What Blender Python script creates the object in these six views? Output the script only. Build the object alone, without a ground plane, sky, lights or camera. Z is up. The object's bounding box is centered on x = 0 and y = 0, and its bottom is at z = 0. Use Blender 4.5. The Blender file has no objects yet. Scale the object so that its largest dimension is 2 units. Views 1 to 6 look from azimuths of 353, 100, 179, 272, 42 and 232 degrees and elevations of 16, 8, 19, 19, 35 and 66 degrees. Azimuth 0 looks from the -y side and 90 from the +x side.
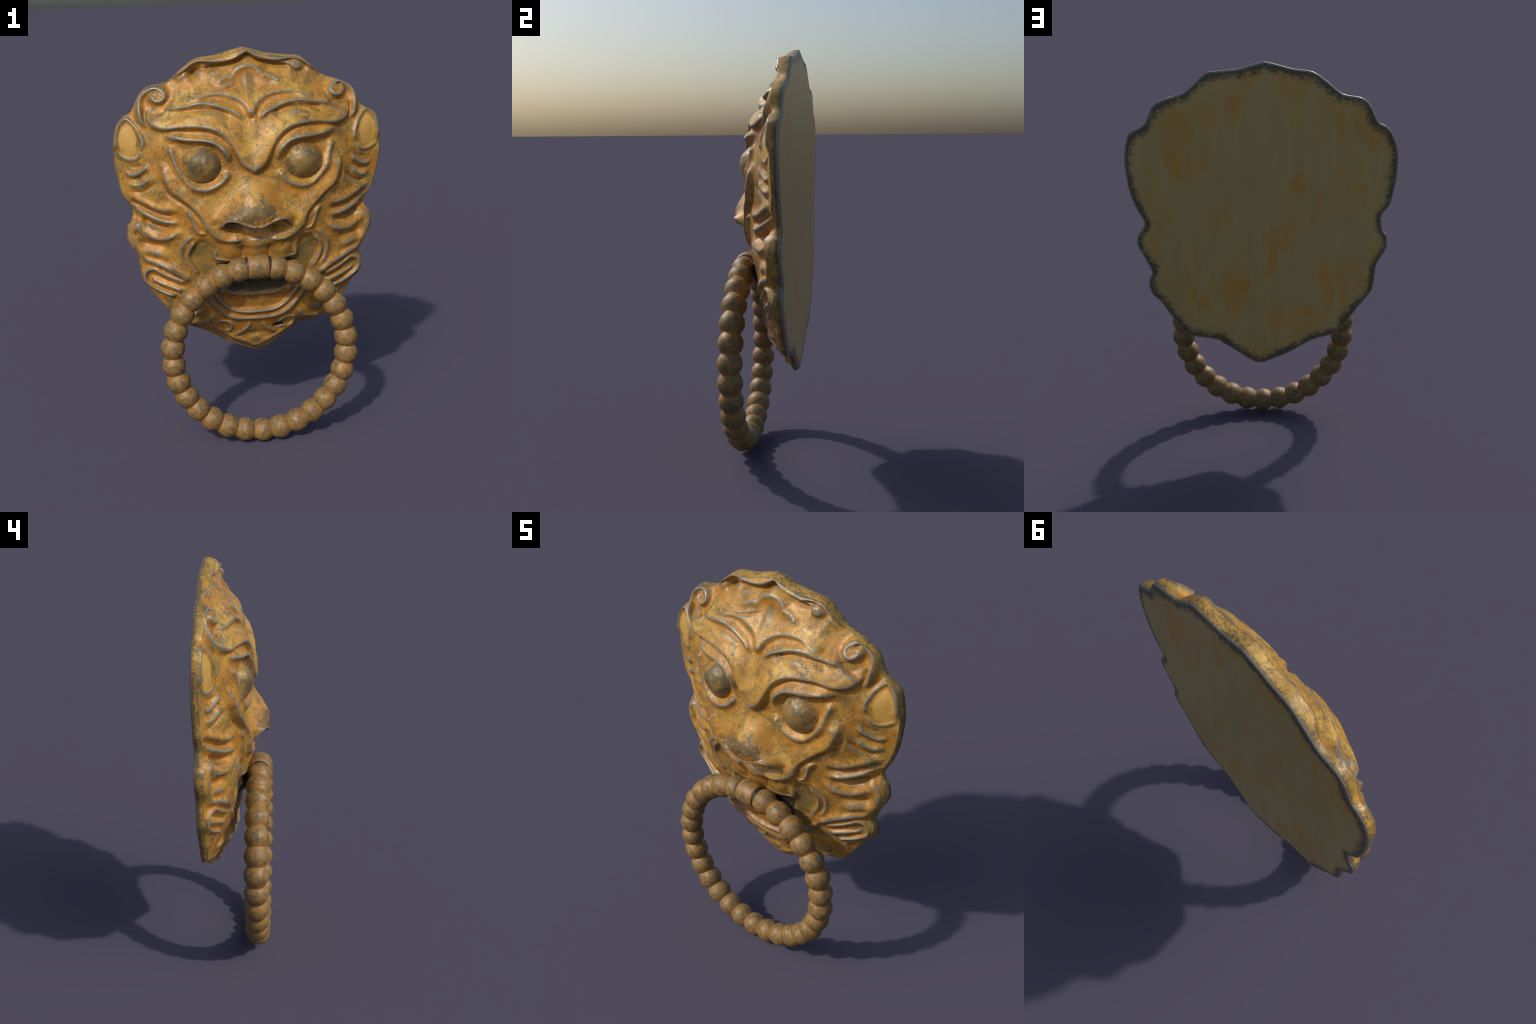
"""Weathered cast-brass lion mask door knocker with a beaded ring.

The mask is one smooth relief surface (a dome plus folds, ridges, bumps and
hollows) over a star-shaped outline; it is cut into its facial parts afterwards.
x: left/right, z: up, the face looks towards -y, the flat back stands at y = BACK.
"""
import bpy, math, random
import numpy as np
from mathutils import noise

random.seed(7)
BACK = 0.1655
CENTRE = np.array([0.0, 1.2])
NT, NS, NW = 1240, 236, 9           # steps round, out from the centre, down the side wall


# ------------------------------------------------------------------ helpers
def mirror(pts):
    return [(-x, *r) for x, *r in pts]


def smooth_path(pts, step=0.0035, closed=False):
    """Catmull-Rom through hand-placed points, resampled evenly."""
    p = np.array(pts, float)
    if len(p) == 2:
        p = np.vstack([p[0], p.mean(0), p[1]])
    if closed:
        q = np.vstack([p[-1], p, p[0], p[1]])
    else:
        q = np.vstack([2 * p[0] - p[1], p, 2 * p[-1] - p[-2]])
    out = []
    for i in range(1, len(q) - 2):
        t = np.linspace(0, 1, 24, endpoint=False)[:, None]
        a, b, c, d = q[i - 1], q[i], q[i + 1], q[i + 2]
        out.append(0.5 * (2 * b + (c - a) * t + (2 * a - 5 * b + 4 * c - d) * t**2 + (3 * b - a - 3 * c + d) * t**3))
    out = np.vstack(out + [q[-2][None]])
    s = np.r_[0, np.cumsum(np.hypot(*np.diff(out, axis=0).T))]
    n = max(6, int(s[-1] / step))
    t = np.linspace(0, s[-1], n + 1)
    return np.stack([np.interp(t, s, out[:, k]) for k in (0, 1)], 1)


def sstep(a, b, v):
    t = np.clip((v - a) / (b - a), 0, 1)
    return t * t * (3 - 2 * t)


def inside(poly, x, z):
    p = np.array(poly)
    r = np.zeros(x.shape, bool)
    for (x0, z0), (x1, z1) in zip(p, np.roll(p, -1, 0)):
        if z0 != z1:
            r ^= ((z0 > z) != (z1 > z)) & (x < (x1 - x0) * (z - z0) / (z1 - z0) + x0)
    return r


# ------------------------------------------------------------------ outline
OUTLINE_LEFT = [(-0.013, 2.000), (-0.074, 1.986), (-0.156, 1.965), (-0.248, 1.951), (-0.321, 1.903), (-0.394, 1.847), (-0.483, 1.828), (-0.526,
    1.797), (-0.551, 1.752), (-0.574, 1.709), (-0.613, 1.687), (-0.643, 1.653), (-0.665, 1.601), (-0.676, 1.534), (-0.673, 1.434),
    (-0.658, 1.346), (-0.642, 1.289), (-0.605, 1.231), (-0.613, 1.160), (-0.633, 1.131), (-0.638, 1.090), (-0.631, 1.051), (-0.590,
    0.975), (-0.578, 0.874), (-0.564, 0.824), (-0.499, 0.737), (-0.462, 0.682), (-0.389, 0.594), (-0.257, 0.549), (-0.127, 0.474),
    (-0.012, 0.425)]
OUTLINE_RIGHT = [(0.037, 1.986), (0.113, 1.965), (0.207, 1.955), (0.265, 1.946), (0.319, 1.899), (0.374, 1.853), (0.457, 1.824), (0.511, 1.800),
    (0.536, 1.771), (0.572, 1.699), (0.640, 1.660), (0.660, 1.621), (0.674, 1.536), (0.672, 1.462), (0.657, 1.362), (0.627, 1.273),
    (0.593, 1.211), (0.597, 1.177), (0.621, 1.144), (0.632, 1.105), (0.625, 1.066), (0.591, 0.999), (0.565, 0.935), (0.579, 0.899),
    (0.581, 0.859), (0.564, 0.811), (0.525, 0.772), (0.465, 0.680), (0.428, 0.630), (0.381, 0.581), (0.239, 0.556), (0.205, 0.535),
    (0.134, 0.487), (0.047, 0.429)]
OUTLINE_RIGHT = [(x + .004 * min(1, x / .4), z) for x, z in OUTLINE_RIGHT]
outline = smooth_path([(-0.012, 1.999)] + OUTLINE_RIGHT + [(-0.008, 0.420)] + OUTLINE_LEFT[::-1], 0.002, closed=True)[:-1]
ang = np.arctan2(outline[:, 0], outline[:, 1] - CENTRE[1])
rad = np.hypot(outline[:, 0], outline[:, 1] - CENTRE[1])
order = np.argsort(ang)
arc_len = np.r_[0, np.cumsum(np.hypot(*np.diff(outline[order], axis=0).T))]
theta = np.interp(np.linspace(0, arc_len[-1], NT, endpoint=False), arc_len, ang[order])
radius = np.interp(theta, ang[order], rad[order], period=2 * math.pi)
EDGE = CENTRE + radius[:, None] * np.stack([np.sin(theta), np.cos(theta)], 1)

# ------------------------------------------------------------------ base dome: depth at a few places (x, z, y), mirrored
DOME = [(0, 1.97, .120), (0, 1.93, .096), (0, 1.85, .078), (0, 1.783, .034), (0, 1.72, .004), (0, 1.66, -.024), (0, 1.55, -.046),
        (0, 1.43, -.058), (0, 1.37, -.062), (0, 1.25, -.066), (0, 1.12, -.064), (0, 1.05, -.054), (0, .95, -.036), (0, .83, -.012),
        (0, .72, .0), (0, .62, .034), (0, .545, .068), (0, .47, .102),
        (.2, 1.79, .044), (.2, 1.87, .086), (.25, 1.75, .026), (.25, 1.60, -.024), (.25, 1.46, -.024), (.25, 1.3, -.042), (.25, 1.14, -.045), (.25, 1.0, -.008),
        (.25, .85, .012), (.25, .7, .042), (.25, .6, .080), (.42, 1.64, .040), (.42, 1.5, .014), (.42, 1.36, .0), (.42, 1.2, .024),
        (.42, 1.05, .03), (.42, .9, .054), (.42, .75, .090), (.44, 1.785, .106), (.56, 1.58, .094), (.56, 1.47, .087), (.625, 1.56, .118), (.58, 1.4, .100), (.55, 1.2, .102), (.55, 1.0, .105)]
ctrl = [c for d in DOME for c in ([d] if d[0] == 0 else [d, (-d[0], d[1], d[2])])]
ctrl += [(CENTRE[0] + .985 * (e[0] - CENTRE[0]), CENTRE[1] + .985 * (e[1] - CENTRE[1]), .126) for e in EDGE[::16]]
ctrl = np.array(ctrl)


def plate_kernel(r2):
    return 0.5 * r2 * np.log(r2 + 1e-12)


n_c = len(ctrl)
kk = plate_kernel((ctrl[:, None, 0] - ctrl[None, :, 0]) ** 2 + (ctrl[:, None, 1] - ctrl[None, :, 1]) ** 2) + 2e-4 * np.eye(n_c)
pm = np.c_[np.ones(n_c), ctrl[:, :2]]
weights = np.linalg.solve(np.block([[kk, pm], [pm.T, np.zeros((3, 3))]]), np.r_[ctrl[:, 2], 0, 0, 0])


def dome(x, z):
    y = weights[n_c] + weights[n_c + 1] * x + weights[n_c + 2] * z
    for w, c in zip(weights[:n_c], ctrl):
        y = y + w * plate_kernel((x - c[0]) ** 2 + (z - c[1]) ** 2)
    return y


# ------------------------------------------------------------------ relief features
FEATURES = []     # functions (x, z) -> (index, height)


def ridge(pts, h, left, right, rim=None, owner=None, w=0.006, taper=0.03, both=False, power=2.0, swell=True):
    """A crest along a path; left/right: how far the flank reaches on either side of the path.
    A ridge with a name (rim) of its own also gets a broad swell under it, so that folds flow together."""
    for k, q in enumerate([pts, mirror(pts)] if both else [pts]):
        a, b = (left, right) if k == 0 else (right, left)
        path = smooth_path(q)

        def f(x, z, path=path, a=a, b=b):
            m = 3.6 * max(a, b) + .02
            lo, hi = path.min(0) - m, path.max(0) + m
            idx = np.where((x > lo[0]) & (x < hi[0]) & (z > lo[1]) & (z < hi[1]))[0]
            if not len(idx):
                return idx, np.zeros(0)
            px, pz = x[idx], z[idx]
            best, near = np.full(len(idx), 9.0), np.zeros(len(idx), int)
            for i, (u, v) in enumerate(path):
                d = (px - u) ** 2 + (pz - v) ** 2
                c = d < best
                best[c], near[c] = d[c], i
            tan = np.gradient(path, axis=0)
            tan /= np.linalg.norm(tan, axis=1, keepdims=True)
            dx, dz = px - path[near, 0], pz - path[near, 1]
            t = tan[near]
            side = -t[:, 1] * dx + t[:, 0] * dz
            along = np.abs(t[:, 0] * dx + t[:, 1] * dz)
            # the side is soft close to the line so that both flanks meet in one crest
            width = np.where(side > 0, a, b)
            d = np.sqrt(best)
            length = len(path) * 0.0035
            s = np.clip(near / (len(path) - 1) * length + t[:, 0] * dx + t[:, 1] * dz, 0, length)
            fade = np.clip(np.minimum(s, length - s) / max(taper, 1e-4), 0, 1) if taper else 1.0
            fade = 0.04 + 0.96 * fade if taper else 1.0
            vary = np.array([noise.noise((u * 13, v * 13, 2.0)) for u, v in path])[near]
            width = width * (1 + .45 * vary)
            crest = np.exp(-np.log(2) * (d / (0.70 * width)) ** power)
            if rim and swell:
                reach = np.where(side > 0, 1.7 * max(a, .02), 1.7 * max(b, .016))
                crest = .80 * crest + .32 * np.exp(-np.log(2) * (d / (.62 * reach)) ** 2)
            return idx, h * fade * (1 + .22 * vary) * crest

        FEATURES.append(f)


def bump(x0, z0, rx, rz, h, rot=0.0, shape=2.0, both=False, dome_like=False):
    for sx in ((1, -1) if both else (1,)):
        def f(x, z, sx=sx):
            m = 2.2 * max(rx, rz)
            idx = np.where((np.abs(x - sx * x0) < m) & (np.abs(z - z0) < m))[0]
            dx, dz = sx * (x[idx] - sx * x0), z[idx] - z0
            c, s = math.cos(rot), math.sin(rot)
            r = np.hypot((c * dx + s * dz) / rx, (-s * dx + c * dz) / rz)
            if dome_like:
                return idx, h * np.clip(1 - r**2, 0, 1) ** 0.8
            return idx, h * np.exp(-np.log(2) * (r / 0.8) ** shape)
        FEATURES.append(f)


def hollow(poly, h, soft):
    """Sinks (h < 0) or lifts a region bounded by a polygon, with soft edges."""
    edge = smooth_path(list(poly) + [poly[0]], 0.006)

    def f(x, z):
        lo, hi = edge.min(0) - soft, edge.max(0) + soft
        idx = np.where((x > lo[0]) & (x < hi[0]) & (z > lo[1]) & (z < hi[1]))[0]
        px, pz = x[idx], z[idx]
        d = np.full(len(idx), 9.0)
        for u, v in edge:
            d = np.minimum(d, (px - u) ** 2 + (pz - v) ** 2)
        d = np.sqrt(d) * np.where(inside(edge, px, pz), 1, -1)
        return idx, h * sstep(-soft, soft, d)
    FEATURES.append(f)


# --- crown rim, with a shadowed lip under it
RIM = [(0, 1.979), (.03, 1.963), (.066, 1.947), (.112, 1.938), (.165, 1.936), (.222, 1.941), (.262, 1.932), (.303, 1.906), (.340, 1.883), (.37, 1.856)]
ridge(mirror(RIM)[::-1] + RIM[1:], .026, .045, .007, "crown_rim", "forehead", .0075)
ridge([(.288, 1.896), (.312, 1.872), (.345, 1.842)], .008, .01, .01, "crown_rim", "forehead", .0045, both=True)
LIP = [(0, 1.962), (.05, 1.938), (.11, 1.922), (.17, 1.914), (.215, 1.904)]
ridge(mirror(LIP)[::-1] + LIP[1:], -.022, .009, .018)
bump(-.262, 1.882, .035, .022, -.018, rot=0.9)
bump(.24, 1.906, .036, .026, .022, rot=-.3, shape=4)
ridge([(.14, 1.93), (.19, 1.915), (.235, 1.905)], .008, .014, .010)
bump(.29, 1.85, .02, .05, .006, rot=-.5, both=True)
# --- forehead wave and brow folds
WAVE = [(.012, 1.912), (.037, 1.907), (.06, 1.891), (.077, 1.866), (.097, 1.867), (.125, 1.858), (.146, 1.842), (.158, 1.82)]
ridge(mirror(WAVE)[::-1] + WAVE, .013, .018, .026, "forehead_fold", "forehead", .006)
ARCH_A = [(.006, 1.672), (.012, 1.705), (.03, 1.742), (.068, 1.769), (.110, 1.784), (.155, 1.790), (.205, 1.788), (.255, 1.775), (.32, 1.758)]
ARCH_B = [(.036, 1.664), (.072, 1.699), (.112, 1.718), (.157, 1.735), (.204, 1.746), (.255, 1.748), (.315, 1.737), (.41, 1.723)]
ridge(ARCH_A, .015, .036, .014, "forehead_fold", "forehead", .0075, both=True)
ridge(ARCH_B, .017, .020, .013, "forehead_fold", "eyebrow", .0075, both=True)
ridge([(.10, 1.685), (.15, 1.707), (.2, 1.717), (.27, 1.716), (.36, 1.709)], -.013, .014, .016, both=True)
ridge([(.215, 1.905), (.24, 1.8), (.25, 1.79)], .0, .02, .02)
ridge([(.026, 1.703), (.012, 1.65), (0, 1.595)], .005, .012, .012)
# --- eyebrow: a raised band that ends in a beak over the nose
BROW = [(0, 1.429), (.014, 1.437), (.044, 1.455), (.066, 1.492), (.087, 1.533), (.112, 1.575), (.144, 1.608), (.186, 1.631), (.228, 1.644), (.288, 1.649),
        (.345, 1.646), (.40, 1.640), (.44, 1.641), (.474, 1.656), (.494, 1.678), (.490, 1.705), (.482, 1.722)]
ridge(mirror(BROW)[::-1] + BROW[1:], .031, .068, .019, "eyebrow_rim", "eyebrow", .0075, power=2.2, taper=.07)
bump(0, 1.50, .05, .09, .008)
bump(.21, 1.665, .07, .028, -.010, both=True)
bump(.125, 1.495, .026, .05, .010, both=True)
bump(.53, 1.70, .024, .05, .017, both=True)
bump(0, 1.068, .16, .030, .018, shape=3)
ridge([(.02, 1.43), (.07, 1.47), (.11, 1.555), (.16, 1.6), (.23, 1.622), (.4, 1.618), (.47, 1.63)], -.003, .012, .016, both=True)
# --- scrolls at the temples
CURL = [(.504, 1.636), (.527, 1.669), (.535, 1.71), (.533, 1.755), (.519, 1.787), (.497, 1.806), (.468, 1.821), (.443, 1.823), (.416, 1.810),
        (.406, 1.788), (.416, 1.768), (.441, 1.758), (.466, 1.769), (.471, 1.789), (.455, 1.803)]
ridge(CURL, .019, .016, .017, "scroll_rim", "forehead", .0065, both=True)
bump(.438, 1.786, .028, .026, .016, both=True)
bump(.44, 1.786, .050, .050, .012, both=True, shape=4)
ridge([(.488, 1.64), (.508, 1.68), (.512, 1.73)], -.012, .012, .012, both=True)
# --- eyes and lids
bump(.251, 1.457, .115, .095, -.010, both=True, shape=4)
bump(.305, 1.49, .05, .035, .010, both=True)
bump(.251, 1.459, .094, .088, .069, both=True, dome_like=True)
LID_TOP = [(.119, 1.470), (.128, 1.503), (.147, 1.533), (.177, 1.559), (.217, 1.574), (.268, 1.580), (.320, 1.583), (.37, 1.592), (.430, 1.603)]
LID_LOW = [(.398, 1.558), (.394, 1.522), (.384, 1.492), (.376, 1.462), (.357, 1.422), (.330, 1.387), (.293, 1.352), (.245, 1.340), (.203, 1.349),
           (.162, 1.370), (.136, 1.398), (.122, 1.426)]
ridge(LID_TOP, .032, .030, .018, "eyelid_rim", "cheek", .0065, both=True, taper=.07)
ridge(LID_LOW, .020, .018, .024, "eyelid_rim", "cheek", .0065, both=True)
# --- ears
EAR = [(.535, 1.520), (.529, 1.568), (.541, 1.607), (.562, 1.643), (.589, 1.672), (.609, 1.676), (.636, 1.651), (.650, 1.613), (.658, 1.565), (.658, 1.522)]
EAR_LOW = [(.658, 1.522), (.646, 1.502), (.622, 1.485), (.591, 1.478), (.560, 1.486), (.535, 1.520)]
ridge(EAR, .014, .014, .011, "ear_rim", "ear", .0065, both=True)
ridge(EAR_LOW, .008, .012, .014, both=True)
bump(.595, 1.57, .075, .11, .004, both=True, shape=4)
bump(.597, 1.565, .048, .078, .008, both=True)
for (pts, h) in (([(.625, 1.420), (.602, 1.406), (.577, 1.408), (.553, 1.419), (.525, 1.44), (.508, 1.468)], .014),
                 ([(.614, 1.357), (.59, 1.352), (.567, 1.351), (.541, 1.362), (.518, 1.382), (.500, 1.397)], .014)):
    ridge(pts, h, .016, .012, "ear_fold", "ear", .0055, both=True)
ridge([(.60, 1.445), (.56, 1.445), (.52, 1.47)], -.008, .012, .012, both=True)
ridge([(.60, 1.382), (.56, 1.385), (.51, 1.425)], -.008, .012, .012, both=True)
ridge([(.595, 1.318), (.54, 1.322), (.485, 1.36), (.47, 1.385)], -.010, .014, .014, both=True)
# --- cheek plate edge, running from the temple to the upper lip
CHEEK = [(.439, 1.477), (.437, 1.434), (.428, 1.395), (.413, 1.355), (.397, 1.330), (.364, 1.307), (.326, 1.276), (.291, 1.243), (.264, 1.211),
         (.246, 1.178), (.241, 1.153), (.225, 1.134), (.192, 1.103), (.152, 1.085), (.108, 1.083), (.066, 1.093), (.046, 1.10)]
ridge(CHEEK, .023, .016, .055, "cheek_rim", "cheek", .0075, both=True, taper=.05)
ridge([(.45, 1.40), (.42, 1.325), (.35, 1.268), (.30, 1.225)], -.012, .016, .014, both=True)
SPUR = [(.345, 1.235), (.322, 1.215), (.307, 1.183), (.297, 1.150), (.282, 1.125), (.260, 1.117), (.242, 1.130)]
ridge(SPUR, .014, .012, .012, "cheek_rim", "cheek", .006, both=True)
ridge([(.335, 1.245), (.29, 1.19), (.268, 1.145)], .008, .016, .016, both=True)
ridge([(-.03, 1.081), (0, 1.084), (.029, 1.079)], .006, .012, .012, "lip_rim", "mouth", .0045)
# --- nose
def eased(v, xs, ys, soft=.022):
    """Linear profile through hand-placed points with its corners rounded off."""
    g = np.linspace(xs[0] - .1, xs[-1] + .1, 1200)
    w = np.hanning(int(soft * 2 / (g[1] - g[0])) | 1)
    t = np.interp(g, xs, ys)
    k = len(w) // 2
    t = np.convolve(np.pad(t, k, mode="edge"), w / w.sum(), mode="valid")
    return np.interp(v, g, t)


def nose_height(x, z):
    """A broad bulb under a narrow bridge, cut off below by the arched nostril brim."""
    idx = np.where((np.abs(x) < .26) & (z < 1.42) & (z > 1.06))[0]
    a, v = np.abs(x[idx]), z[idx]
    tall = eased(v, [1.06, 1.12, 1.16, 1.19, 1.22, 1.25, 1.28, 1.31, 1.34, 1.37, 1.42], [.06, .072, .082, .088, .092, .084, .068, .050, .028, .010, 0])
    wide = eased(v, [1.06, 1.11, 1.155, 1.20, 1.25, 1.30, 1.37, 1.42], [.08, .085, .124, .124, .098, .074, .055, .05])
    h = tall * np.exp(-.69 * (a / (wide + .008)) ** 3)
    h = h + .030 * np.exp(-(((a - .135) / .040) ** 2 + ((v - 1.185) / .036) ** 2))
    brim = np.interp(a, [0, .03, .07, .10, .125, .146, .160, .168, .19], [1.150, 1.155, 1.171, 1.185, 1.190, 1.184, 1.162, 1.148, 1.150])
    cut = sstep(brim + .006, brim - .014, v) * sstep(.200, .165, a)
    return idx, h * (1 - cut) - .004 * cut * sstep(1.10, 1.14, v) * sstep(.19, .15, a)


FEATURES.append(nose_height)
ridge([(-.205, 1.905), (-.25, 1.893), (-.283, 1.863)], -.020, .006, .018)                       # torn fold at the left of the crown
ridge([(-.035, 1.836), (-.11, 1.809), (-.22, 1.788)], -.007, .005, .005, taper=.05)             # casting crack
ridge([(.20, 1.20), (.192, 1.165), (.175, 1.138)], -.006, .016, .016, both=True)
bump(.105, 1.150, .052, .028, -.026, both=True)
ridge([(0, 1.157), (.03, 1.161), (.07, 1.178), (.10, 1.192), (.127, 1.197), (.150, 1.190), (.164, 1.170), (.168, 1.152)], .009, .010, .008, both=True, taper=.012)
# --- mane folds
MANE = [([(.617, 1.306), (.581, 1.283), (.538, 1.263), (.494, 1.244), (.445, 1.234), (.39, 1.232), (.365, 1.238)], .016),
        ([(.600, 1.258), (.562, 1.226), (.526, 1.203), (.49, 1.186), (.452, 1.177), (.41, 1.172), (.365, 1.174)], .019),
        ([(.585, 1.124), (.556, 1.112), (.52, 1.094), (.49, 1.085), (.455, 1.085), (.42, 1.096), (.39, 1.110), (.352, 1.127)], .016),
        ([(.592, 1.024), (.55, 1.016), (.505, 1.005), (.459, .991), (.426, .972)], .011)]
for pts, h in MANE:
    ridge(pts, 1.25 * h, .019, .028, "mane_ridge", "mane", .006, both=True, taper=.075)
LOOP = [(.53, 1.147), (.56, 1.153), (.588, 1.144), (.606, 1.122), (.611, 1.100), (.605, 1.070), (.592, 1.034), (.571, .996), (.537, .964), (.492, .946), (.446, .927),
        (.392, .900), (.350, .872), (.312, .846)]
ridge(LOOP, .024, .020, .034, "mane_ridge", "mane", .0065, both=True, taper=.05)
bump(.565, 1.115, .03, .03, .006, both=True)
for pts, h in (([(.60, 1.272), (.53, 1.232), (.45, 1.205), (.38, 1.203)], -.018), ([(.56, 1.185), (.48, 1.145), (.40, 1.14)], -.024),
               ([(.575, 1.065), (.50, 1.045), (.43, 1.05)], -.011), ([(.565, .985), (.48, .97), (.42, .94)], -.008),
               ([(.55, .945), (.48, .918), (.40, .868), (.34, .828)], -.010), ([(.615, 1.25), (.59, 1.205), (.56, 1.18)], -.008)):
    ridge(pts, h, .020, .020, both=True)
ARC_A = [(.302, 1.108), (.330, 1.088), (.360, 1.057), (.374, 1.015), (.370, .965), (.36, .935), (.342, .907)]
ARC_B = [(.292, 1.078), (.320, 1.045), (.338, 1.0), (.331, .965), (.312, .931), (.284, .887)]
ridge(ARC_A, .010, .012, .014, "mane_ridge", "mane", .005, both=True)
ridge(ARC_B, .013, .012, .012, "mouth_corner_rim", "mouth", .005, both=True)
ridge([(.345, 1.04), (.355, 1.0), (.348, .955), (.325, .91)], -.006, .009, .009, both=True)
LEAF = [(.344, .840), (.393, .860), (.439, .880), (.478, .900), (.508, .916), (.540, .909), (.559, .881), (.556, .848), (.533, .823), (.498, .801),
        (.456, .783), (.40, .767)]
ridge(LEAF, .022, .015, .012, "mane_ridge", "mane", .006, both=True)
ridge([(.53, .874), (.505, .850), (.456, .830), (.405, .811), (.36, .796)], .016, .013, .013, "mane_ridge", "mane", .0045, both=True)
ridge([(.52, .893), (.46, .862), (.40, .835), (.35, .815)], -.008, .010, .010, both=True)
ridge([(.53, .845), (.46, .805), (.39, .785)], -.008, .010, .010, both=True)
ridge([(.48, .775), (.443, .737), (.444, .708), (.441, .679)], .008, .012, .012, "mane_ridge", "mane", .0045, both=True)
ridge([(.068, 1.055), (.066, 1.02), (.067, .985)], -.009, .011, .011, both=True)
# --- mouth: teeth, hollow corners, cavity, double lower lip
hollow([(.215, 1.035), (.245, 1.075), (.29, 1.068), (.325, 1.02), (.318, .955), (.285, .89), (.24, .87), (.205, .93)], -.013, .018)
hollow(mirror([(.215, 1.035), (.245, 1.075), (.29, 1.068), (.325, 1.02), (.318, .955), (.285, .89), (.24, .87), (.205, .93)]), -.013, .018)
for x in (-.135, 0, .135):
    bump(x, 1.015, .056, .052, .019, shape=3)
ridge([(.203, 1.035), (.207, 1.0), (.201, .965)], .012, .010, .010, "tooth_edge", "mouth", .007, both=True)
ridge([(-.22, .984), (-.178, .975), (-.12, .97), (0, .968), (.12, .97), (.178, .975), (.22, .984)], .010, .012, .008, "lip_rim", "mouth", .004)
hollow([(-.20, .955), (-.10, .962), (0, .964), (.10, .962), (.20, .955), (.185, .83), (.12, .80), (0, .792), (-.12, .80), (-.185, .83)], -.006, .014)
bump(0, .888, .165, .034, .045, shape=4)                 # the tongue that carries the ring
TEETH = [(.0, .782), (.044, .785), (.078, .781), (.12, .793), (.150, .818), (.166, .838)]
ridge(mirror(TEETH)[::-1] + TEETH[1:], .010, .007, .014, "lower_teeth_edge", "mouth", .006)
bump(.175, .80, .018, .028, .014, both=True)
hollow([(-.15, .77), (0, .765), (.15, .77), (.2, .79), (.13, .705), (0, .69), (-.13, .705), (-.2, .79)], -.010, .016)
LIP_IN = [(0, .676), (.085, .681), (.13, .699), (.164, .728), (.205, .778), (.25, .832)]
LIP_OUT = [(0, .635), (.09, .638), (.155, .661), (.205, .710), (.245, .760), (.29, .810), (.325, .852)]
ridge(mirror(LIP_IN)[::-1] + LIP_IN[1:], .014, .014, .011, "lip_rim", "mouth", .0065)
ridge(mirror(LIP_OUT)[::-1] + LIP_OUT[1:], .017, .018, .011, "lip_rim", "mouth", .0068)
# --- jaw and chin
ridge([(.213, .672), (.231, .644), (.256, .617), (.293, .601), (.335, .602), (.374, .614)], .013, .016, .012, "jaw_ridge", "chin", .006, both=True)
ridge([(.262, .693), (.288, .675), (.32, .658), (.366, .652)], .010, .014, .012, "jaw_ridge", "chin", .005, both=True)
ridge([(.30, .73), (.33, .69), (.38, .67)], -.010, .02, .02, both=True)
CHIN_CURL = [(.17, .540), (.190, .556), (.205, .585), (.199, .614), (.172, .622), (.140, .612), (.126, .590), (.136, .560), (.156, .557), (.162, .574)]
ridge(CHIN_CURL, .011, .010, .010, "scroll_rim", "chin", .005, both=True)
ridge([(.03, .617), (.045, .579), (.074, .548), (.122, .516)], .012, .012, .012, "chin_ridge", "chin", .006, both=True)
CHIN_RIM = [(0, .452), (.034, .464), (.080, .486), (.133, .513), (.187, .558), (.204, .590)]
ridge(mirror(CHIN_RIM)[::-1] + CHIN_RIM[1:], .014, .020, .010, "chin_ridge", "chin", .005)
bump(0, .49, .05, .022, .010)
bump(0, .535, .05, .018, -.010)
bump(.125, .575, .022, .011, -.035, rot=.35)


def relief(x, z):
    """y of the front surface."""
    y = dome(x, z)
    h = np.zeros_like(x)
    for f in FEATURES:
        idx, v = f(x, z)
        h[idx] += v
    return np.minimum(y - h, 0.152)


# ------------------------------------------------------------------ mesh of the whole mask
s = np.linspace(0, 1, NS + 1)[1:] ** 0.9
inset = EDGE - CENTRE
tang = np.roll(EDGE, -1, 0) - np.roll(EDGE, 1, 0)
nrm = np.stack([-tang[:, 1], tang[:, 0]], 1)
nrm /= np.linalg.norm(nrm, axis=1, keepdims=True)
nrm *= np.sign((nrm * inset).sum(1, keepdims=True))
for _ in range(14):
    nrm = (nrm + np.roll(nrm, 1, 0) + np.roll(nrm, -1, 0)) / 3
# the front overhangs the back at the upper right and under the chin
hang = sstep(.15, .33, EDGE[:, 0]) * sstep(1.60, 1.72, EDGE[:, 1]) * .005 - sstep(.32, .15, np.abs(EDGE[:, 0])) * sstep(1.90, 1.94, EDGE[:, 1]) * .007 + sstep(.40, .25, np.abs(EDGE[:, 0])) * sstep(.64, .56, EDGE[:, 1]) * .017
for _ in range(20):
    hang = (hang + np.roll(hang, 1) + np.roll(hang, -1)) / 3
FRONT_EDGE = EDGE + (hang[:, None] - .009) * nrm
flat = CENTRE + s[:, None, None] * (FRONT_EDGE - CENTRE)[None]
X = np.r_[CENTRE[0], flat[..., 0].ravel()]
Z = np.r_[CENTRE[1], flat[..., 1].ravel()]
Y = relief(X, Z)
wob = np.array([noise.noise((a * 14, b * 14, 3.1)) + .6 * noise.noise((a * 37, b * 37, 8.2)) for a, b in zip(X, Z)])
lump = np.array([noise.noise((a * 7 + 3 * b, b * 11, 6.4)) for a, b in zip(X, Z)])
Y = Y + .0016 * wob + .004 * lump * (.3 + .7 * sstep(.30, .45, np.abs(X)))
# pitted eyeballs
on_eye = np.hypot((np.abs(X) - .251) / .094, (Z - 1.459) / .088) < 1
Y[on_eye] += np.array([.0028 * noise.noise((a * 38, b * 38, 1.7)) for a, b in zip(X[on_eye], Z[on_eye])])
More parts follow.
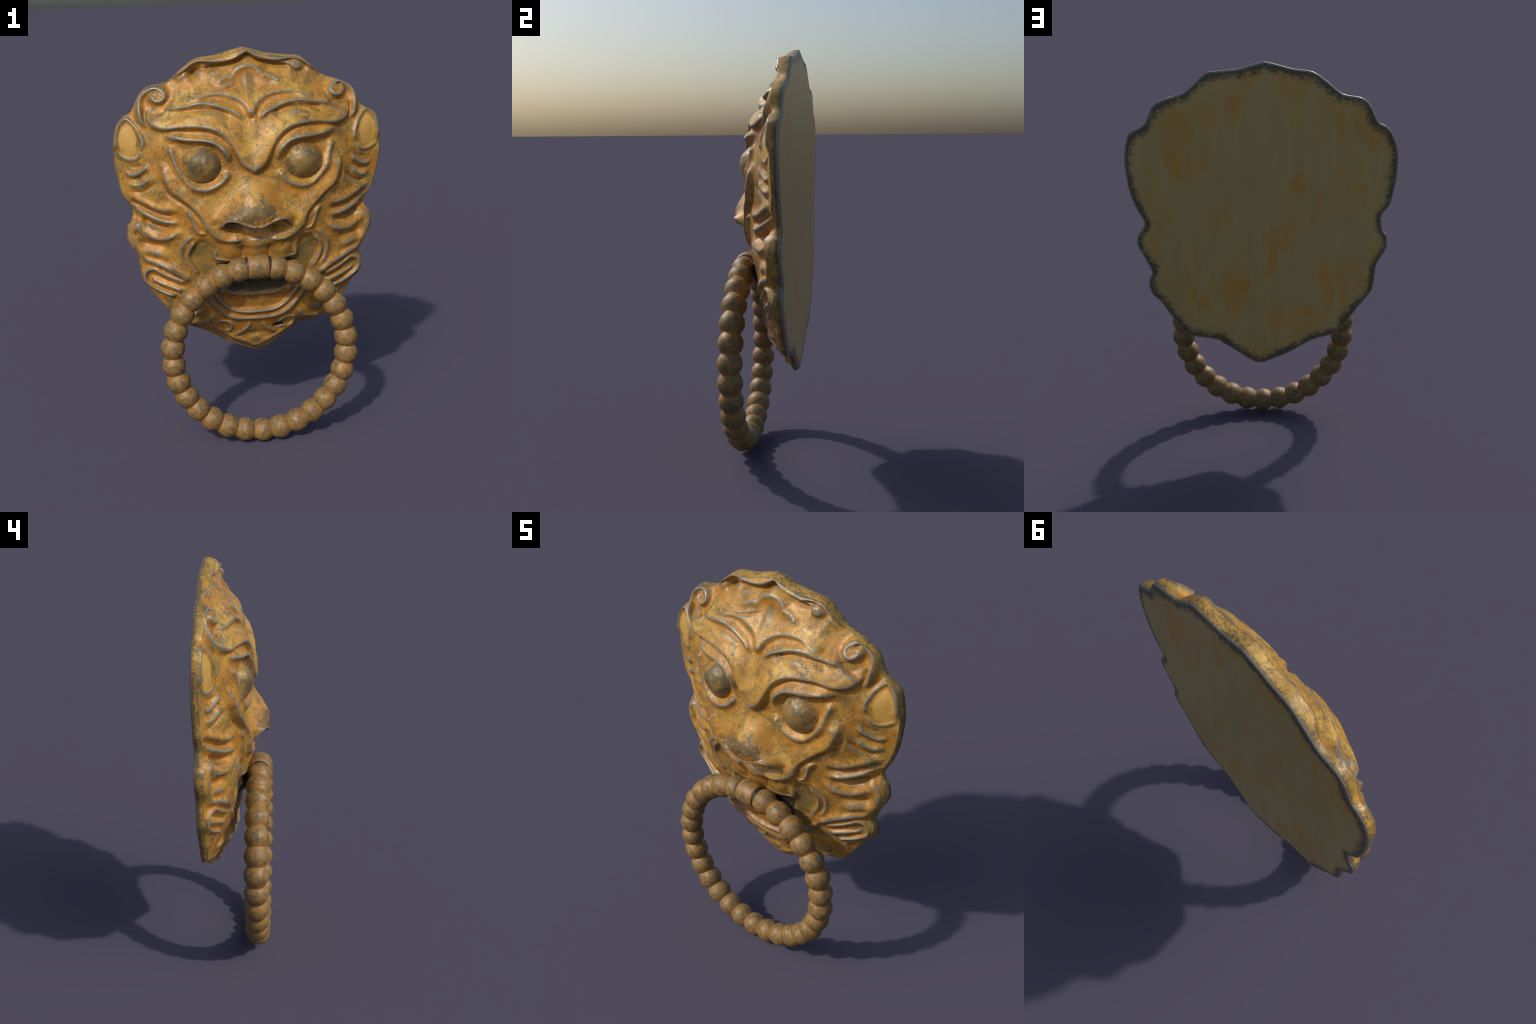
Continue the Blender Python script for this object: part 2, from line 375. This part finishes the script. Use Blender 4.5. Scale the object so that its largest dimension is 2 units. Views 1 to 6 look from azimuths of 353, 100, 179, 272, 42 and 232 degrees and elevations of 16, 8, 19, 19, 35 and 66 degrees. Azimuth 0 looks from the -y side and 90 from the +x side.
# ease the creases that the distance fields leave along their middle lines
grid, gx, gz = Y[1:].reshape(NS, NT), X[1:].reshape(NS, NT), Z[1:].reshape(NS, NT)
middle = np.exp(-(gx / .018) ** 2) * sstep(1.455, 1.48, gz) * sstep(1.67, 1.62, gz) + np.exp(-(gx / .016) ** 2) * sstep(1.745, 1.775, gz) * sstep(1.895, 1.88, gz)
for it in range(260):
    mean = (np.roll(grid, 1, 1) + np.roll(grid, -1, 1) + np.vstack([grid[:1], grid[:-1]]) + np.vstack([grid[1:], grid[-1:]])) / 4
    grid = grid + (mean - grid) * (middle if it >= 2 else np.maximum(middle, .4))
Y[1:] = grid.ravel()
verts = [np.stack([X, Y, Z], 1)]
y_edge = Y[-NT:]
WALL_BACK = BACK - .011
for k in range(1, NW + 1):
    t = k / NW
    p = FRONT_EDGE + (EDGE - FRONT_EDGE) * math.sin(t * math.pi / 2) ** .8
    verts.append(np.stack([p[:, 0], y_edge + (WALL_BACK - y_edge) * t, p[:, 1]], 1))
verts = np.vstack(verts)
col = np.arange(NT)
nxt = (col + 1) % NT
faces = [np.stack([np.zeros(NT, int), 1 + nxt, 1 + col, np.full(NT, -1)], 1)]
for r in range(NS + NW - 1):
    a, b = 1 + r * NT, 1 + (r + 1) * NT
    faces.append(np.stack([a + col, a + nxt, b + nxt, b + col], 1))
faces = np.vstack(faces)


def make_mesh(name, v, f):
    m = bpy.data.meshes.new(name)
    m.from_pydata([tuple(map(float, p)) for p in v], [], [tuple(int(i) for i in q if i >= 0) for q in f])
    m.update()
    return m


whole = make_mesh("whole_mask", verts, faces)
normals = np.empty(len(verts) * 3, np.float32)
whole.vertex_normals.foreach_get("vector", normals)
normals = normals.reshape(-1, 3)
if normals[0][1] > 0:
    faces = faces[:, ::-1].copy()
    normals = -normals
bpy.data.meshes.remove(whole)


# ------------------------------------------------------------------ materials
def graph(name):
    m = bpy.data.materials.new(name)
    m.use_nodes = True
    t = m.node_tree
    return m, t, t.nodes["Principled BSDF"]


class Nodes:
    def __init__(self, tree):
        self.t = tree
        self.coord = tree.nodes.new("ShaderNodeTexCoord").outputs["Object"]
        self.geo = tree.nodes.new("ShaderNodeNewGeometry")

    def put(self, sock, v):
        if isinstance(v, bpy.types.NodeSocket):
            self.t.links.new(v, sock)
        elif isinstance(v, (tuple, list)) and len(v) == 3 and sock.type == "RGBA":
            sock.default_value = (*v, 1)
        else:
            sock.default_value = v

    def noise(self, scale, detail=4, rough=.6, stretch=(1, 1, 1), shift=0.0, distort=0.0):
        mp = self.t.nodes.new("ShaderNodeMapping")
        self.put(mp.inputs["Vector"], self.coord)
        mp.inputs["Scale"].default_value = stretch
        mp.inputs["Location"].default_value = (shift, shift * .7, -shift)
        n = self.t.nodes.new("ShaderNodeTexNoise")
        self.put(n.inputs["Vector"], mp.outputs[0])
        for k, v in (("Scale", scale), ("Detail", detail), ("Roughness", rough), ("Distortion", distort)):
            n.inputs[k].default_value = v
        return n.outputs["Fac"]

    def range(self, v, a, b, c=0.0, d=1.0):
        n = self.t.nodes.new("ShaderNodeMapRange")
        n.interpolation_type = "SMOOTHSTEP"
        for k, x in enumerate((v, a, b, c, d)):
            self.put(n.inputs[k], x)
        return n.outputs[0]

    def math(self, op, a, b=0.0, clamp=True):
        n = self.t.nodes.new("ShaderNodeMath")
        n.operation = op
        n.use_clamp = clamp
        self.put(n.inputs[0], a)
        self.put(n.inputs[1], b)
        return n.outputs[0]

    def spot(self, cx, cz, rx, rz, ragged=.35, mirrored=True, seed=40, inner=.72, outer=1.12):
        """1 inside an ellipse of the front view, with a ragged edge."""
        sep = self.t.nodes.new("ShaderNodeSeparateXYZ")
        self.put(sep.inputs[0], self.coord)
        x = sep.outputs[0]
        if mirrored:
            m = self.t.nodes.new("ShaderNodeMath")
            m.operation = "ABSOLUTE"
            self.put(m.inputs[0], x)
            x = m.outputs[0]
        a = self.math("MULTIPLY", self.math("SUBTRACT", x, cx, False), 1 / rx, False)
        b = self.math("MULTIPLY", self.math("SUBTRACT", sep.outputs[2], cz, False), 1 / rz, False)
        r = self.math("ADD", self.math("MULTIPLY", a, a, False), self.math("MULTIPLY", b, b, False), False)
        r = self.math("ADD", r, self.math("MULTIPLY", self.math("SUBTRACT", self.noise(45, 6, .75, shift=seed), .5, False), ragged * 4, False), False)
        return self.range(r, outer, inner)

    def mix(self, f, a, b):
        n = self.t.nodes.new("ShaderNodeMix")
        n.data_type = "RGBA"
        self.put(n.inputs["Factor"], f)
        self.put(n.inputs[6], a)
        self.put(n.inputs[7], b)
        return n.outputs[2]

    def bump(self, h, strength, dist):
        n = self.t.nodes.new("ShaderNodeBump")
        n.inputs["Strength"].default_value = strength
        n.inputs["Distance"].default_value = dist
        self.put(n.inputs["Height"], h)
        return n.outputs[0]


OCHRE, PALE, RUST, OLIVE, SOOT, STEEL = (.400, .222, .032), (.55, .340, .066), (.44, .162, .012), (.145, .108, .032), (.075, .062, .036), (.255, .232, .168)


def brass(name, soot=.5, olive=0.0, rust=.62, worn=1.0, tint=None, spots=(), tarnish=0.0):
    """Ochre brass: rust in the hollows, soot specks beside the ridges, bare metal on their crests."""
    m, t, bsdf = graph(name)
    n = Nodes(t)
    point = n.geo.outputs["Pointiness"]
    mid, fine, grain = n.noise(15, 5, .62, shift=3), n.noise(85, 6, .72, shift=7), n.noise(300, 3, .65, shift=1)
    wisps = n.noise(60, 5, .7, shift=17, distort=1.2)
    c = n.mix(n.range(mid, .36, .64), OCHRE, PALE)
    if tint:
        c = n.mix(.75, c, tint)
    blotch = n.math("ADD", n.math("MULTIPLY", n.noise(8, 5, .65, shift=12), .8), n.math("MULTIPLY", wisps, .2))
    c = n.mix(n.math("MULTIPLY", n.range(blotch, .38, .54), rust), c, RUST)
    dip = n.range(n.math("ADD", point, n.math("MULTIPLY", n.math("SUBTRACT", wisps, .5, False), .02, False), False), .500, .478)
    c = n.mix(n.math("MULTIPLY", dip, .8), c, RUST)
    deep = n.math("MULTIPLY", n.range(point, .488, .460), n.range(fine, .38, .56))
    c = n.mix(n.math("MULTIPLY", deep, .70), c, (.15, .080, .022))  # crease shade between the folds, painted in as grainy dark brown
    mottle = n.math("ADD", n.math("MULTIPLY", n.noise(20, 6, .7, shift=33, distort=.5), .75), n.math("MULTIPLY", grain, .25))
    c = n.mix(n.math("MULTIPLY", n.range(mottle, .45, .61), .7), c, OLIVE)
    if olive:
        c = n.mix(n.math("MULTIPLY", n.range(n.noise(4.5, 4, .6), .30, .60), olive), c, OLIVE)
    keep = None
    for where, colour, amount, clean in spots:
        mask = n.spot(*where)
        c = n.mix(n.math("MULTIPLY", mask, amount), c, colour)
        if clean:
            keep = mask
    patch = n.range(n.noise(7, 5, .65, shift=21), .42, .62)
    flank = n.range(point, .500, .514)
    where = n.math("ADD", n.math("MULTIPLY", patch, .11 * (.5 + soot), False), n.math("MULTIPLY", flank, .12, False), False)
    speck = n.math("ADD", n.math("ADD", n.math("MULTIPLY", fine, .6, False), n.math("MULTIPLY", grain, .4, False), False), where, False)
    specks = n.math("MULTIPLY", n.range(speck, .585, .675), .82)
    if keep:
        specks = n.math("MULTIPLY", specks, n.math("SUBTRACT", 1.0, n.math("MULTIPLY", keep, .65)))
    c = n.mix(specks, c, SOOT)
    crest = n.range(n.math("ADD", point, n.math("MULTIPLY", n.math("SUBTRACT", fine, .5, False), .026, False), False), n.range(mid, .3, .7, .502, .509), n.range(mid, .3, .7, .512, .521))
    c = n.mix(n.math("MULTIPLY", crest, .92 * worn), c, n.mix(n.range(wisps, .35, .65), STEEL, (.20, .18, .13)))
    c = n.mix(n.math("MULTIPLY", n.range(grain, .48, .68), .18), c, SOOT)
    if tarnish:      # soot clings to the wall just in front of the ground back edge
        sep = t.nodes.new("ShaderNodeSeparateXYZ")
        n.put(sep.inputs[0], n.coord)
        far = n.math("ADD", sep.outputs[1], n.math("ADD", n.math("MULTIPLY", n.math("SUBTRACT", fine, .5, False), .07, False), n.math("MULTIPLY", n.math("SUBTRACT", blotch, .5, False), .06, False), False), False)
        c = n.mix(n.math("MULTIPLY", n.range(far, BACK - .030, BACK - .014), tarnish), c, SOOT)
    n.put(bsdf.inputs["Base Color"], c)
    n.put(bsdf.inputs["Roughness"], n.math("SUBTRACT", n.range(fine, .3, .7, .36, .58), n.math("MULTIPLY", crest, .12)))
    bsdf.inputs["Metallic"].default_value = .08
    n.put(bsdf.inputs["Normal"], n.bump(n.math("ADD", n.math("MULTIPLY", fine, .7), n.math("MULTIPLY", grain, .3)), .22, .004))
    return m


def steel(name, worn=.6, soot=.8):
    m, t, bsdf = graph(name)
    n = Nodes(t)
    a, b = n.noise(60, 5, .7, shift=5), n.noise(14, 3, .6, shift=2)
    c = n.mix(n.range(b, .35, .65), STEEL, (.26, .25, .20))
    c = n.mix(n.math("MULTIPLY", n.range(a, .56, .68), worn), c, OCHRE)
    c = n.mix(n.math("MULTIPLY", n.range(n.noise(90, 4, .7, shift=9), .54, .66), soot), c, SOOT)
    n.put(bsdf.inputs["Base Color"], c)
    bsdf.inputs["Metallic"].default_value = .25
    bsdf.inputs["Roughness"].default_value = .36
    return m


def back_material():
    m, t, bsdf = graph("tarnished_back")
    n = Nodes(t)
    sep = t.nodes.new("ShaderNodeSeparateXYZ")
    n.put(sep.inputs[0], n.coord)
    streak = n.noise(16, 5, .6, stretch=(1, 1, .12), shift=4)
    c = n.mix(n.range(streak, .3, .7), (.53, .37, .120), (.58, .40, .138))
    blot = n.math("ADD", n.math("MULTIPLY", n.noise(5, 4, .6, stretch=(1.2, 1, .6), shift=9, distort=.8), .7), n.math("MULTIPLY", n.noise(2.2, 2, .5, shift=30), .3))
    c = n.mix(n.math("MULTIPLY", n.range(blot, .47, .63), .7), c, (.66, .29, .030))
    c = n.mix(n.math("MULTIPLY", n.range(n.noise(40, 4, .7, stretch=(1, 1, .12), shift=14), .60, .75), .3), c, (.60, .56, .30))
    c = n.mix(n.math("MULTIPLY", n.range(n.noise(240, 3, .7, shift=6), .55, .75), .25), c, (.25, .19, .08))
    # tarnish creeps in from the edge, where the plate is ground back a little
    near = n.math("MULTIPLY", n.math("SUBTRACT", BACK, sep.outputs[1], False), 260.0, False)
    ragged = n.math("ADD", n.math("MULTIPLY", n.noise(9, 3, .6, shift=2), .9, False), n.math("MULTIPLY", n.noise(70, 7, .8, shift=2), 1.9, False), False)
    edge = n.range(n.math("ADD", near, ragged, False), 1.72, 2.25)
    c = n.mix(n.math("MULTIPLY", edge, .92), c, (.075, .070, .048))
    n.put(bsdf.inputs["Base Color"], c)
    bsdf.inputs["Roughness"].default_value = .40
    bsdf.inputs["Metallic"].default_value = .1
    n.put(bsdf.inputs["Normal"], n.bump(streak, .12, .003))
    return m


def bead_material():
    m, t, bsdf = graph("speckled_bead_brass")
    n = Nodes(t)
    info = t.nodes.new("ShaderNodeObjectInfo")
    shift = t.nodes.new("ShaderNodeVectorMath")
    shift.operation = "MULTIPLY_ADD"
    n.put(shift.inputs[0], info.outputs["Random"])
    shift.inputs[1].default_value = (9, 5, 7)
    n.put(shift.inputs[2], n.coord)
    sep = t.nodes.new("ShaderNodeSeparateXYZ")
    n.put(sep.inputs[0], n.coord)
    n.coord = shift.outputs[0]
    mid, fine = n.noise(24, 5, .65), n.noise(52, 6, .72, shift=5)
    c = n.mix(n.range(mid, .35, .65), (.215, .135, .042), (.29, .165, .046))
    c = n.mix(n.math("MULTIPLY", n.range(fine, .44, .60), .8), c, (.080, .068, .042))
    c = n.mix(n.math("MULTIPLY", n.range(n.noise(38, 5, .7, shift=27), .52, .66), .7), c, (.40, .185, .035))
    # rust gathers at the necks between the beads
    sq = t.nodes.new("ShaderNodeMath")
    sq.operation = "ABSOLUTE"
    n.put(sq.inputs[0], sep.outputs[0])
    jit = n.math("MULTIPLY", n.noise(34, 5, .75, shift=8), .060, False)
    neck = n.range(n.math("ADD", sq.outputs[0], jit, False), .054, .078)
    c = n.mix(n.math("MULTIPLY", neck, .62), c, (.34, .165, .036))
    n.put(bsdf.inputs["Base Color"], c)
    n.put(bsdf.inputs["Roughness"], n.range(fine, .3, .7, .40, .58))
    bsdf.inputs["Metallic"].default_value = .05
    n.put(bsdf.inputs["Normal"], n.bump(fine, .35, .006))
    return m


def dark_mottled(name, low, high):
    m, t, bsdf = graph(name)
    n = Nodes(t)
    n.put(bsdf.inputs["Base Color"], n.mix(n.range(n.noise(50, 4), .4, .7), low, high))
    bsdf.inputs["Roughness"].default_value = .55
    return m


EYES = ((.251, 1.452, .086, .086), (.20, .135, .042), .75, False)
GAP = ((.118, .574, .034, .013, .15, False, 51), (.010, .009, .008), .95, False)  # darkness inside the chin scroll's hole, coloured onto the pit
DIAMOND = ((.0, 1.835, .040, .055, .5, False, 44, .3, 1.3), (.150, .105, .040), .6, False)
PADS = ((.600, 1.572, .046, .078, .30), (.56, .33, .075), .85, True)
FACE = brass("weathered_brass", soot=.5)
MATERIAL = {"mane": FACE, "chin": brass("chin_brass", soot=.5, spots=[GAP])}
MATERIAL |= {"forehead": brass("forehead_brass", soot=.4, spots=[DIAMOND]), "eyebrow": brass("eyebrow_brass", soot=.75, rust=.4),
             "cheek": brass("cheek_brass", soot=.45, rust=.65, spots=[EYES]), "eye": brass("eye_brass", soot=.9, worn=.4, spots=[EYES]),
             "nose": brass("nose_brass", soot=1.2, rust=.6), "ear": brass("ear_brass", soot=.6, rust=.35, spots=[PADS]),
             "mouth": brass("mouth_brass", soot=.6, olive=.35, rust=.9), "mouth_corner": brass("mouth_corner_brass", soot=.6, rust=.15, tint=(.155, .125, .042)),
             "mouth_cavity": dark_mottled("sooty_mouth", (.034, .029, .013), (.070, .058, .027)),
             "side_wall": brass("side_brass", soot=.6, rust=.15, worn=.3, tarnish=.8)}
STEEL_MAT, BACK_MAT, BEAD_MAT, DARK_MAT = steel("worn_edge_metal", .2, .5), back_material(), bead_material(), dark_mottled("blackened_iron", (.020, .019, .020), (.045, .042, .042))

# ------------------------------------------------------------------ objects
root = bpy.data.objects.new("lion_mask_door_knocker", None)
bpy.context.collection.objects.link(root)
root["label"] = "weathered ochre brass lion mask door knocker with beaded ring"
root["category"] = "door knocker"


def add(name, mesh, material, parent=root, location=(0, 0, 0), rotation=(0, 0, 0)):
    if not mesh.materials:
        mesh.materials.append(material)
    o = bpy.data.objects.new(name, mesh)
    o.parent, o.location, o.rotation_euler = parent, location, rotation
    bpy.context.collection.objects.link(o)
    return o


def smooth(mesh):
    mesh.polygons.foreach_set("use_smooth", [True] * len(mesh.polygons))


# region of each face of the mask
fv = faces.copy()
fv[fv < 0] = 0
n_front = NT + (NS - 1) * NT
mid_x = verts[fv[:, :3], 0].mean(1)
mid_z = verts[fv[:, :3], 2].mean(1)
ax = np.abs(mid_x)
label = np.full(len(faces), "cheek", dtype="<U12")
brow_line = np.interp(ax, [p[0] for p in BROW[:15]], [p[1] for p in BROW[:15]])
arch_line = np.interp(ax, [p[0] for p in ARCH_B], [p[1] for p in ARCH_B])
label[(mid_z > brow_line - .012)] = "forehead"
label[(mid_z > brow_line - .012) & (mid_z < arch_line + .012) & (ax < .50)] = "eyebrow"
cheek_poly = [(0, 1.6)] + [(.50, 1.60), (.47, 1.5)] + CHEEK[1:] + [(0, 1.09)]
in_face = inside(cheek_poly, ax, mid_z)
outer = (~in_face) & (mid_z < 1.62) & (ax > .2)
label[outer & (label == "cheek")] = "mane"
label[(ax > .5) & (mid_z < 1.62)] = "mane"
lower = (mid_z < 1.095) & (~in_face)
PIT = [(.215, 1.035), (.245, 1.075), (.29, 1.068), (.325, 1.02), (.318, .955), (.285, .89), (.24, .87), (.205, .93)]
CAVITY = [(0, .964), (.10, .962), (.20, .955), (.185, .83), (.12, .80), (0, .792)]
label[lower & (ax < np.interp(mid_z, [.84, 1.095], [.30, .33]))] = "mouth"
chin_line = np.interp(ax, [p[0] for p in LIP_OUT], [p[1] for p in LIP_OUT]) - .012
label[(mid_z < chin_line) & (ax < .40) & (mid_z < .86)] = "chin"
label[(ax > .40) & (mid_z < .86)] = "mane"
label[inside([(.515, 1.49), (.515, 1.57), (.53, 1.625), (.56, 1.67), (.60, 1.695), (.8, 1.7), (.8, 1.47), (.55, 1.465)], ax, mid_z)] = "ear"
label[np.hypot((ax - .251) / .094, (mid_z - 1.456) / .088) < 1] = "eye"
label[inside([(0, 1.33), (.045, 1.31), (.09, 1.24), (.15, 1.225), (.18, 1.18), (.17, 1.14), (0, 1.135)], ax, mid_z)] = "nose"
label[inside(PIT, ax, mid_z)] = "mouth_corner"
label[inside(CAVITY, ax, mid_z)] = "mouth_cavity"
label[n_front:] = "side_wall"


def separate(name, chosen):
    f = faces[chosen]
    used, flat_index = np.unique(f[f >= 0], return_inverse=True)
    g = f.copy()
    g[f >= 0] = flat_index
    mesh = make_mesh(name, verts[used], g)
    smooth(mesh)
    mesh.normals_split_custom_set_from_vertices([tuple(map(float, v)) for v in normals[used]])
    return add(name, mesh, MATERIAL[name])


part = {}
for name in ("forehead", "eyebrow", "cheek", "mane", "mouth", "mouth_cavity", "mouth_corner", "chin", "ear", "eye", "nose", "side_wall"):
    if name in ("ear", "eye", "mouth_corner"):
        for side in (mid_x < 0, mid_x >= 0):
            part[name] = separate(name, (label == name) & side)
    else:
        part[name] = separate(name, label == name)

# back edge (ground bright) and back plate
rings, f = [], []
for t in np.linspace(0, 1, 6):
    a = t * math.pi / 2
    p = EDGE - .009 * (1 - math.cos(a)) * nrm
    rings.append(np.stack([p[:, 0], np.full(NT, WALL_BACK + .0075 * math.sin(a)), p[:, 1]], 1))
for r in range(5):
    f.append(np.stack([r * NT + col, r * NT + nxt, (r + 1) * NT + nxt, (r + 1) * NT + col], 1))
f = np.vstack(f)
if True:
    m = make_mesh("back_edge", np.vstack(rings), f[:, ::-1])
    smooth(m)
    edge_obj = add("back_edge", m, STEEL_MAT)
last = EDGE - .009 * nrm
rings, f = [], []
steps = np.r_[np.linspace(0, .12, 22), np.linspace(.16, .97, 12)]
for q in steps:
    p = CENTRE + (last - CENTRE) * (1 - q)
    rings.append(np.stack([p[:, 0], np.full(NT, BACK - .0035 + .0035 * min(1, q / .10)), p[:, 1]], 1))
for r in range(len(steps) - 1):
    f.append(np.stack([r * NT + col, r * NT + nxt, (r + 1) * NT + nxt, (r + 1) * NT + col], 1))
f = [tuple(q) for q in np.vstack(f)[:, ::-1]]
v = np.vstack(rings + [np.array([[CENTRE[0], BACK, CENTRE[1]]])])
base = (len(steps) - 1) * NT
f += [(base + b, base + a, len(v) - 1) for a, b in zip(col, nxt)]
m = make_mesh("back_plate", v, f)
smooth(m)
add("back_plate", m, BACK_MAT)


# ------------------------------------------------------------------ ring
RC, RR, RB = np.array([0, -.1040, .5065]), .4445, .0608
ring = bpy.data.objects.new("ring", None)
ring.parent = root
bpy.context.collection.objects.link(ring)


def lathe(name, profile, seg=40):
    """Turns (x along the axis, radius) pairs round the x axis."""
    v = [(x, r * math.cos(a), r * math.sin(a)) for x, r in profile for a in np.linspace(0, 2 * math.pi, seg, endpoint=False)]
    k = len(profile)
    f = [(i * seg + j, i * seg + (j + 1) % seg, (i + 1) * seg + (j + 1) % seg, (i + 1) * seg + j) for i in range(k - 1) for j in range(seg)]
    f += [tuple(range(seg))[::-1], tuple((k - 1) * seg + j for j in range(seg))]
    m = make_mesh(name, v, f)
    import bmesh
    bm = bmesh.new()
    bm.from_mesh(m)
    bmesh.ops.recalc_face_normals(bm, faces=bm.faces)
    bm.to_mesh(m)
    bm.free()
    smooth(m)
    return m


prof = []
for x in np.linspace(-.0515, .0515, 33):
    prof.append((x, (max(RB * RB - (x / .98) ** 2, 0) ** 4 + .0405 ** 8) ** .125))      # a ball on a core, with a soft neck
bead_mesh = lathe("bead", prof)
STEP = 2 * math.pi / 30
for i in range(1, 30):
    a = i * STEP
    at = (RC[0] + RR * math.sin(a), RC[1], RC[2] + RR * math.cos(a))
    o = add("bead", bead_mesh, BEAD_MAT, ring, at, (0, a, 0))
    k = 1 + random.uniform(-.012, .012)
    o.scale = (k, k, k)
barrel_profile = [(-.049, .046), (-.052, .052), (-.050, .0555), (-.040, .0585), (-.02, .0610), (0, .0618), (.02, .0610), (.040, .0585), (.050, .0555), (.052, .052), (.049, .046)]
top = (RC[0], RC[1], RC[2] + RR)
add("barrel", lathe("barrel", barrel_profile, 56), BEAD_MAT, ring, top)
add("axle", lathe("axle", [(-.066, .046), (-.060, .050), (.060, .050), (.066, .046)], 48), DARK_MAT, ring, top)
# lug that holds the barrel in the mouth
lug = lathe("lug", [(-.05, .030), (-.04, .034), (.10, .034), (.11, .030)], 32)
add("lug", lug, DARK_MAT, ring, (0, -.06, RC[2] + RR - .012), (0, 0, math.pi / 2))
